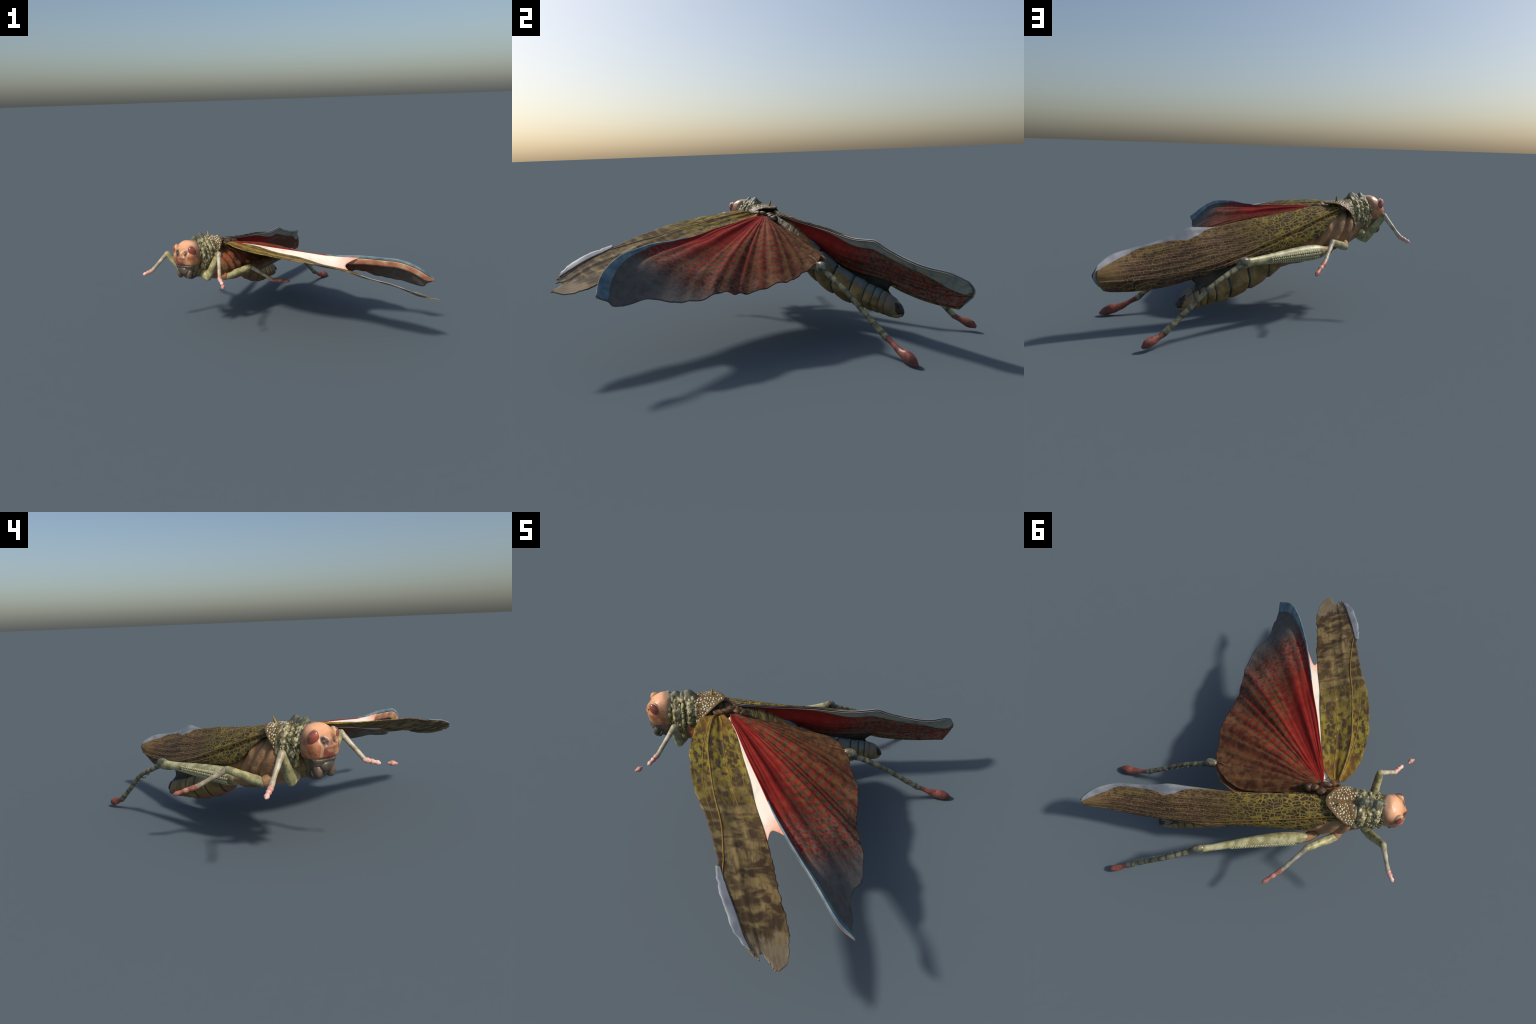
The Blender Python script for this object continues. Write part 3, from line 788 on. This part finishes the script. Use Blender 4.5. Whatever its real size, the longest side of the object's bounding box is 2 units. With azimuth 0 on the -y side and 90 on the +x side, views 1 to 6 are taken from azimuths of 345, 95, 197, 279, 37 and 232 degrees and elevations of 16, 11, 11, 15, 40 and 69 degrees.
def left_hindwing(n=150, m=150):
    """fan: rows r from root to margin, columns from the leading edge to the inner edge"""
    lead, inner, marg = spline(HLEAD, n), spline(HINNER, n), spline(HMARG, m)
    r = np.linspace(0, 1, n)[:, None, None]; s = np.linspace(0, 1, m)[None, :, None]
    root = lead[0] * (1 - s) + inner[0] * s
    P = root + (marg[None] - root) * r
    dl = lead - (lead[0] + (lead[-1] - lead[0]) * r[:, 0]); di = inner - (inner[0] + (inner[-1] - inner[0]) * r[:, 0])
    P += dl[:, None] * (1 - s / .60).clip(0, 1) ** 1.5 + di[:, None] * ((s - .6) / .4).clip(0, 1) ** 1.5
    ss = s[..., 0]; rr = r[..., 0]
    arch = (.020 + .014 * sm(.35, .6, ss)) * np.sin(math.pi * rr ** .9) * sm(.0, .10, ss) * sm(1.0, .72, ss)
    arch = arch + .034 * np.exp(-((rr - .86) / .14) ** 2) * np.exp(-((ss - .12) / .13) ** 2)
    arch = arch + .014 * np.sin(math.pi * rr) * (np.exp(-((ss - .10) / .04) ** 2) - .8 * np.exp(-((ss - .29) / .07) ** 2) + .8 * np.exp(-((ss - .68) / .10) ** 2))
    jit = .7 * np.sin(ss * 23 + 1) + .5 * np.sin(ss * 61)
    fold = .0035 * np.cos(ss * 2*math.pi * 15 + jit) * sm(.2, .4, ss) * sm(.02, .3, rr) * (.5 + .5*rr)
    crest = -.006 * np.exp(-((ss - .06) / .03) ** 2) * sm(.35, .6, rr)
    ridge1 = .008 * np.exp(-((ss - .20) / .04) ** 2) * sm(.05, .3, rr) * sm(1.05, .7, rr) - .010 * np.exp(-((ss - .10) / .025) ** 2) * sm(.02, .2, rr) * sm(.7, .4, rr)
    P[..., 2] += arch + fold + crest + ridge1
    P[..., 2] += .004 * Wob(51, 16)(P) * rr
    e = ragged(m, 12, .006)
    d = marg - root[0]; d /= np.linalg.norm(d, axis=1, keepdims=True)
    P += d[None] * (e[None, :] * sm(.88, 1, rr))[..., None]
    return P

LHW = left_hindwing()
FR_LHW = (HROOT, HLEAD[-1] - HROOT, HMARG[14] - HROOT)
MAT_HW = hindwing_material('hindwing_spread_skin')
hindwing_l = make('hindwing', *sheet(LHW, .004), MAT_HW, frame=FR_LHW)

# front border of the hindwing: a low roof, blue on the crest, flesh-coloured on its front slope
def border_strip(n=90, m=10, back=True):
    i = np.linspace(70, 149, n); rows = i.astype(int).clip(0, 148); k = (i - rows)[:, None]
    q = np.linspace(0, 1, n)
    def col(j):
        j = np.broadcast_to(j, (n,)); j0 = j.astype(int).clip(0, 148); g = (j - j0)[:, None]
        P0 = LHW[rows, j0] * (1 - g) + LHW[rows, j0 + 1] * g
        P1 = LHW[rows + 1, j0] * (1 - g) + LHW[rows + 1, j0 + 1] * g
        return P0 * (1 - k) + P1 * k
    a = col(0.0)
    if back:
        wd = 1.2 + 5.0 * sm(.1, .95, q)
        return np.stack([col(wd * f) + np.array((0, 0, .0035)) for f in np.linspace(0, 1, m)], 1)
    T = np.gradient(a, axis=0); T /= np.linalg.norm(T, axis=1, keepdims=True)
    out = np.cross(T, (0, 0, 1.0)); out /= np.linalg.norm(out, axis=1, keepdims=True)
    if (out[40] @ (TRAIL[12] - HLEAD[11])) < 0: out = -out
    wd = .052 * sm(-.03, .22, q) * sm(1.06, .85, q) + .002
    z0 = np.array((0, 0, .0035))
    return np.stack([a + z0 + out * (wd * (.22 * f - .58 * f * f))[:, None] - np.array((0, 0, 1.0)) * (wd * 1.1 * f ** 1.5)[:, None] for f in np.linspace(0, 1, m)], 1)
MAT_ROLL = plain('blue_wing_margin', [(.3, (66, 88, 100)), (.5, (104, 128, 136)), (.75, (156, 168, 164))], 12, .5, .1)
MAT_ROLL_F = plain('flesh_wing_margin', [(.3, (158, 98, 74)), (.5, (204, 140, 108)), (.72, (214, 186, 150))], 16, .5, .1)
roll = border_strip(back=False)
make('wing_margin', *sheet(np.concatenate([border_strip()[:, :0:-1], roll[:, :5]], 1), .004), MAT_ROLL, hindwing_l, frame=FR_LHW)
make('wing_margin', *sheet(roll[:, 4:], .004), MAT_ROLL_F, hindwing_l, frame=FR_LHW)

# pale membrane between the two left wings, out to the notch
def pale_web(n=90, m=16):
    tr = spline(TRAIL, 300); le = spline(HLEAD, 300)
    a = tr[4:178]; b = le[4:188]
    ia = np.linspace(0, len(a) - 1, n); ib = np.linspace(0, len(b) - 1, n)
    A = np.stack([np.interp(ia, np.arange(len(a)), a[:, k]) for k in range(3)], -1)
    B = np.stack([np.interp(ib, np.arange(len(b)), b[:, k]) for k in range(3)], -1)
    v = np.linspace(-.03, 1.0, m)[None, :, None]
    P = A[:, None] * (1 - v) + B[:, None] * v
    P[..., 2] -= .004 + .008 * np.sin(math.pi * v[..., 0].clip(0, 1))
    # concave outer end
    s = np.linspace(0, 1, n)[:, None]
    T = P[-1] - P[-8]; T /= np.linalg.norm(T, axis=1, keepdims=True)
    P += T[None] * (sm(.85, 1, s) * -.055 * np.sin(math.pi * v[..., 0].clip(0, 1)))[..., None]
    return P
FR_WEB = (HROOT, HLEAD[9] - HROOT, TRAIL[10] - HLEAD[9])
MAT_WEB = gradient_strip('pale_membrane', 0, .64, .80, (226, 216, 200), (226, 150, 122))
make('wing_membrane', *sheet(pale_web(), .003), MAT_WEB, frame=FR_WEB)

# hinge lumps at the wing roots
for i, (p, r) in enumerate([((-.20, -.075, .545), (.03, .022, .024)), ((-.235, -.07, .555), (.026, .02, .02)), ((-.285, -.088, .575), (.03, .014, .016)), ((-.325, -.100, .575), (.028, .018, .016)), ((-.262, -.055, .565), (.03, .02, .016)), ((-.36, .072, .574), (.026, .014, .018))]):
    make('wing_hinge', *blob(p, r, seed=60 + i, rough=.10), MAT_DARK)

# ------------------------------------------------------------------ right wings (closed like a roof)
RTOP = to_body([(-.340, -.055, .584), (-.266, -.020, .575), (-.203, .048, .558), (-.138, .118, .543), (-.074, .190, .529), (-.004, .260, .515), (.070, .327, .498), (.146, .395, .486), (.216, .462, .489), (.244, .492, .486), (.291, .541, .456), (.372, .617, .421), (.451, .694, .397), (.498, .790, .378), (.516, .866, .342)])
RRIB = np.array([(-.372, .066, .580), (-.326, .064, .564), (-.227, .072, .531), (-.123, .078, .494), (-.017, .084, .457), (.092, .089, .417), (.204, .093, .375), (.320, .095, .340), (.438, .093, .310), (.559, .087, .284), (.70, .074, .264), (.84, .062, .256), (.962, .056, .262)])
RLOW = to_body([(-.420, -.022, .545), (-.405, .025, .500), (-.354, .089, .430), (-.279, .158, .395), (-.209, .234, .375), (-.138, .312, .354), (-.069, .393, .334), (.001, .475, .314), (.098, .539, .277), (.200, .604, .238), (.289, .683, .214), (.378, .756, .204), (.468, .825, .206), (.508, .845, .212)])

k = sm(-.15, .25, RLOW[:, 0])
RLOW = RLOW + np.stack([-.008 * k, -.017 * k, -.004 * k], -1)

def right_surface(n=200, m=60, v0=0.0, v1=1.0, off=0.0, bulge=.036):
    a, r, b = spline(RTOP, n), spline(RRIB, n), spline(RLOW, n)
    v0 = np.broadcast_to(v0, (n,))[:, None, None]; v1 = np.broadcast_to(v1, (n,))[:, None, None]
    v = v0 + (v1 - v0) * np.linspace(0, 1, m)[None, :, None]
    k = .60
    l0 = (v - k) * (v - 1) / k; l1 = v * (v - 1) / (k * (k - 1)); l2 = v * (v - k) / (1 - k)
    P = a[:, None] * l0 + r[:, None] * l1 + b[:, None] * l2
    s = np.linspace(0, 1, n)[:, None]; vv = v[..., 0]
    du = np.gradient(P, axis=0); dv = np.gradient(P, axis=1)
    N = np.cross(dv, du); N /= np.linalg.norm(N, axis=-1, keepdims=True)
    if N[n//2, m//3, 1] < 0: N = -N
    h = .006 * np.exp(-((vv - .60) / .025) ** 2) - .006 * np.exp(-((vv - .68) / .04) ** 2) * sm(.9, .3, s)
    h = h + .0016 * np.sin(vv * 60) * sm(.25, .5, s) * sm(1, .8, s) + off
    Q = P + N * np.broadcast_to(h, vv.shape)[..., None]
    end = P[-1] - P[-14]; end /= np.linalg.norm(end, axis=-1, keepdims=True)      # rounded tip
    return Q + end[None] * (bulge * np.sin(math.pi * vv.clip(0, 1)) ** .8 * sm(.86, 1, s))[..., None]

sR = np.linspace(0, 1, 200)
inset = interp(sR, [0, .50, .55, .60, .64, .68, .74, .83, .89, .94, 1.0], [.006, .008, .04, .10, .115, .07, .04, .04, .09, .13, .16])
RFW = right_surface(v0=inset, bulge=.022)
FR_RFW = (RRIB[0], RRIB[-1] - RRIB[0], RLOW[7] - RTOP[7])
MAT_RFW = forewing_material('forewing_closed_skin', False)
forewing_r = make('forewing', *sheet(RFW, .005), MAT_RFW, frame=FR_RFW)
full = right_surface(m=101)
ridge('vein', full[4:170, 60], .0045, .002, MAT_VEIN, forewing_r, FR_RFW, 0)
ridge('vein', full[4:120, 72], .003, .0015, MAT_VEIN, forewing_r, FR_RFW, 0)
make('wing_margin', *sheet(right_surface(m=30, v0=0.0, v1=np.maximum(inset + .03, .86 * sm(.86, .94, sR)), off=-.005), .005), MAT_MARGIN, forewing_r, frame=FR_RFW)

low_end = interp(sR, [0, .2, .45, .6, 1.0], [.60, .64, .74, .88, .965])
vg = .02 + (low_end[:, None] - .02) * np.linspace(0, 1, 60)[None, :]
deep = (.062 - .016 * sm(.45, .8, sR)[:, None]) * sm(0, .16, sR)[:, None] * (1 - .70 * sm(.4, .95, sR)[:, None]) * sm(0, .28, vg) * (1 - .75 * sm(.7, 1, vg) * sm(.4, .6, sR)[:, None])
RHW = right_surface(v0=.02, v1=low_end, off=-.009 - deep)
FR_RHW = (RHW[0, 5], RHW[-1, 20] - RHW[0, 5], RLOW[7] - RTOP[7])
MAT_RHW = hindwing_material('hindwing_closed_skin', False)
hindwing_r = make('hindwing', *sheet(RHW, .004), MAT_RHW, frame=FR_RHW)
# pale grey band on the inner face, widening into a mottled patch at the tip
band = interp(sR, [0, .30, .42, .55, .75, .88, .95, 1.0], [.03, .03, .05, .09, .10, .17, .36, .44])
bg = .004 + (band[:, None] - .004) * np.linspace(0, 1, 24)[None, :]
deep_b = (.062 - .016 * sm(.45, .8, sR)[:, None]) * sm(0, .16, sR)[:, None] * (1 - .70 * sm(.4, .95, sR)[:, None]) * sm(0, .28, bg) * (1 - .75 * sm(.7, 1, bg) * sm(.4, .6, sR)[:, None])
MAT_BAND = plain('grey_wing_band', [(.3, (112, 112, 100)), (.5, (146, 148, 134)), (.75, (160, 148, 118))], 22, .6, .1)
make('wing_margin', *sheet(right_surface(m=24, v0=.004, v1=band, off=-.0135 - deep_b), .003), MAT_BAND, hindwing_r, frame=FR_RHW)

# near-black membrane from the closed wing down to the abdomen
def near_black_web(n=40, m=14):
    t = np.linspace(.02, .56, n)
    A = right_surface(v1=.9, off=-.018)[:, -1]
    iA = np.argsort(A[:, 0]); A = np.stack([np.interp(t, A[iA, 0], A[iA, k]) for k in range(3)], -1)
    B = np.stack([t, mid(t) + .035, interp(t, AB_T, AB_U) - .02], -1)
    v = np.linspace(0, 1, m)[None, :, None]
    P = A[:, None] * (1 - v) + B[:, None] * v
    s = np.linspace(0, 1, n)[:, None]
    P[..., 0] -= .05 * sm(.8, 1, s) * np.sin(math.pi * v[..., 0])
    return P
MAT_DWEB = plain('near_black_membrane', [(.3, (34, 34, 34)), (.7, (70, 62, 50))], 20, .6, .1)
make('wing_membrane', *sheet(near_black_web(), .003), MAT_DWEB)

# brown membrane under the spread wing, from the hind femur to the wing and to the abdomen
def under_web(n=40, m=16):
    A = spline([(-.14, -.125, .368), (.08, -.170, .368), (.24, -.200, .372), (.325, -.222, .372)], n)
    B = spline([(-.12, -.075, .440), (.06, -.060, .425), (.17, -.060, .380), (.262, -.118, .372)], n)
    v = np.linspace(0, 1, m)[None, :, None]
    P = A[:, None] * (1 - v) + B[:, None] * v
    P[..., 2] -= .012 * np.sin(math.pi * v[..., 0])
    return P
MAT_UWEB = plain('brown_membrane', [(.3, (96, 62, 42)), (.55, (140, 96, 68)), (.75, (176, 160, 150))], 10, .6, .1)
make('wing_membrane', *sheet(under_web(), .003), MAT_UWEB)
def hanging_web(n=40, m=14):
    A = spline([(.10, -.184, .362), (.16, -.194, .362), (.22, -.205, .362), (.315, -.226, .366)], n)
    q = np.linspace(0, 1, n)
    B = LHW[(84 + 46 * q).astype(int), (126 + 6 * q).astype(int)] - np.array((0, 0, .005))
    v = np.linspace(0, 1, m)[None, :, None]
    P = A[:, None] * (1 - v) + B[:, None] * v
    P[..., 2] += .012 * np.sin(math.pi * v[..., 0])
    return P
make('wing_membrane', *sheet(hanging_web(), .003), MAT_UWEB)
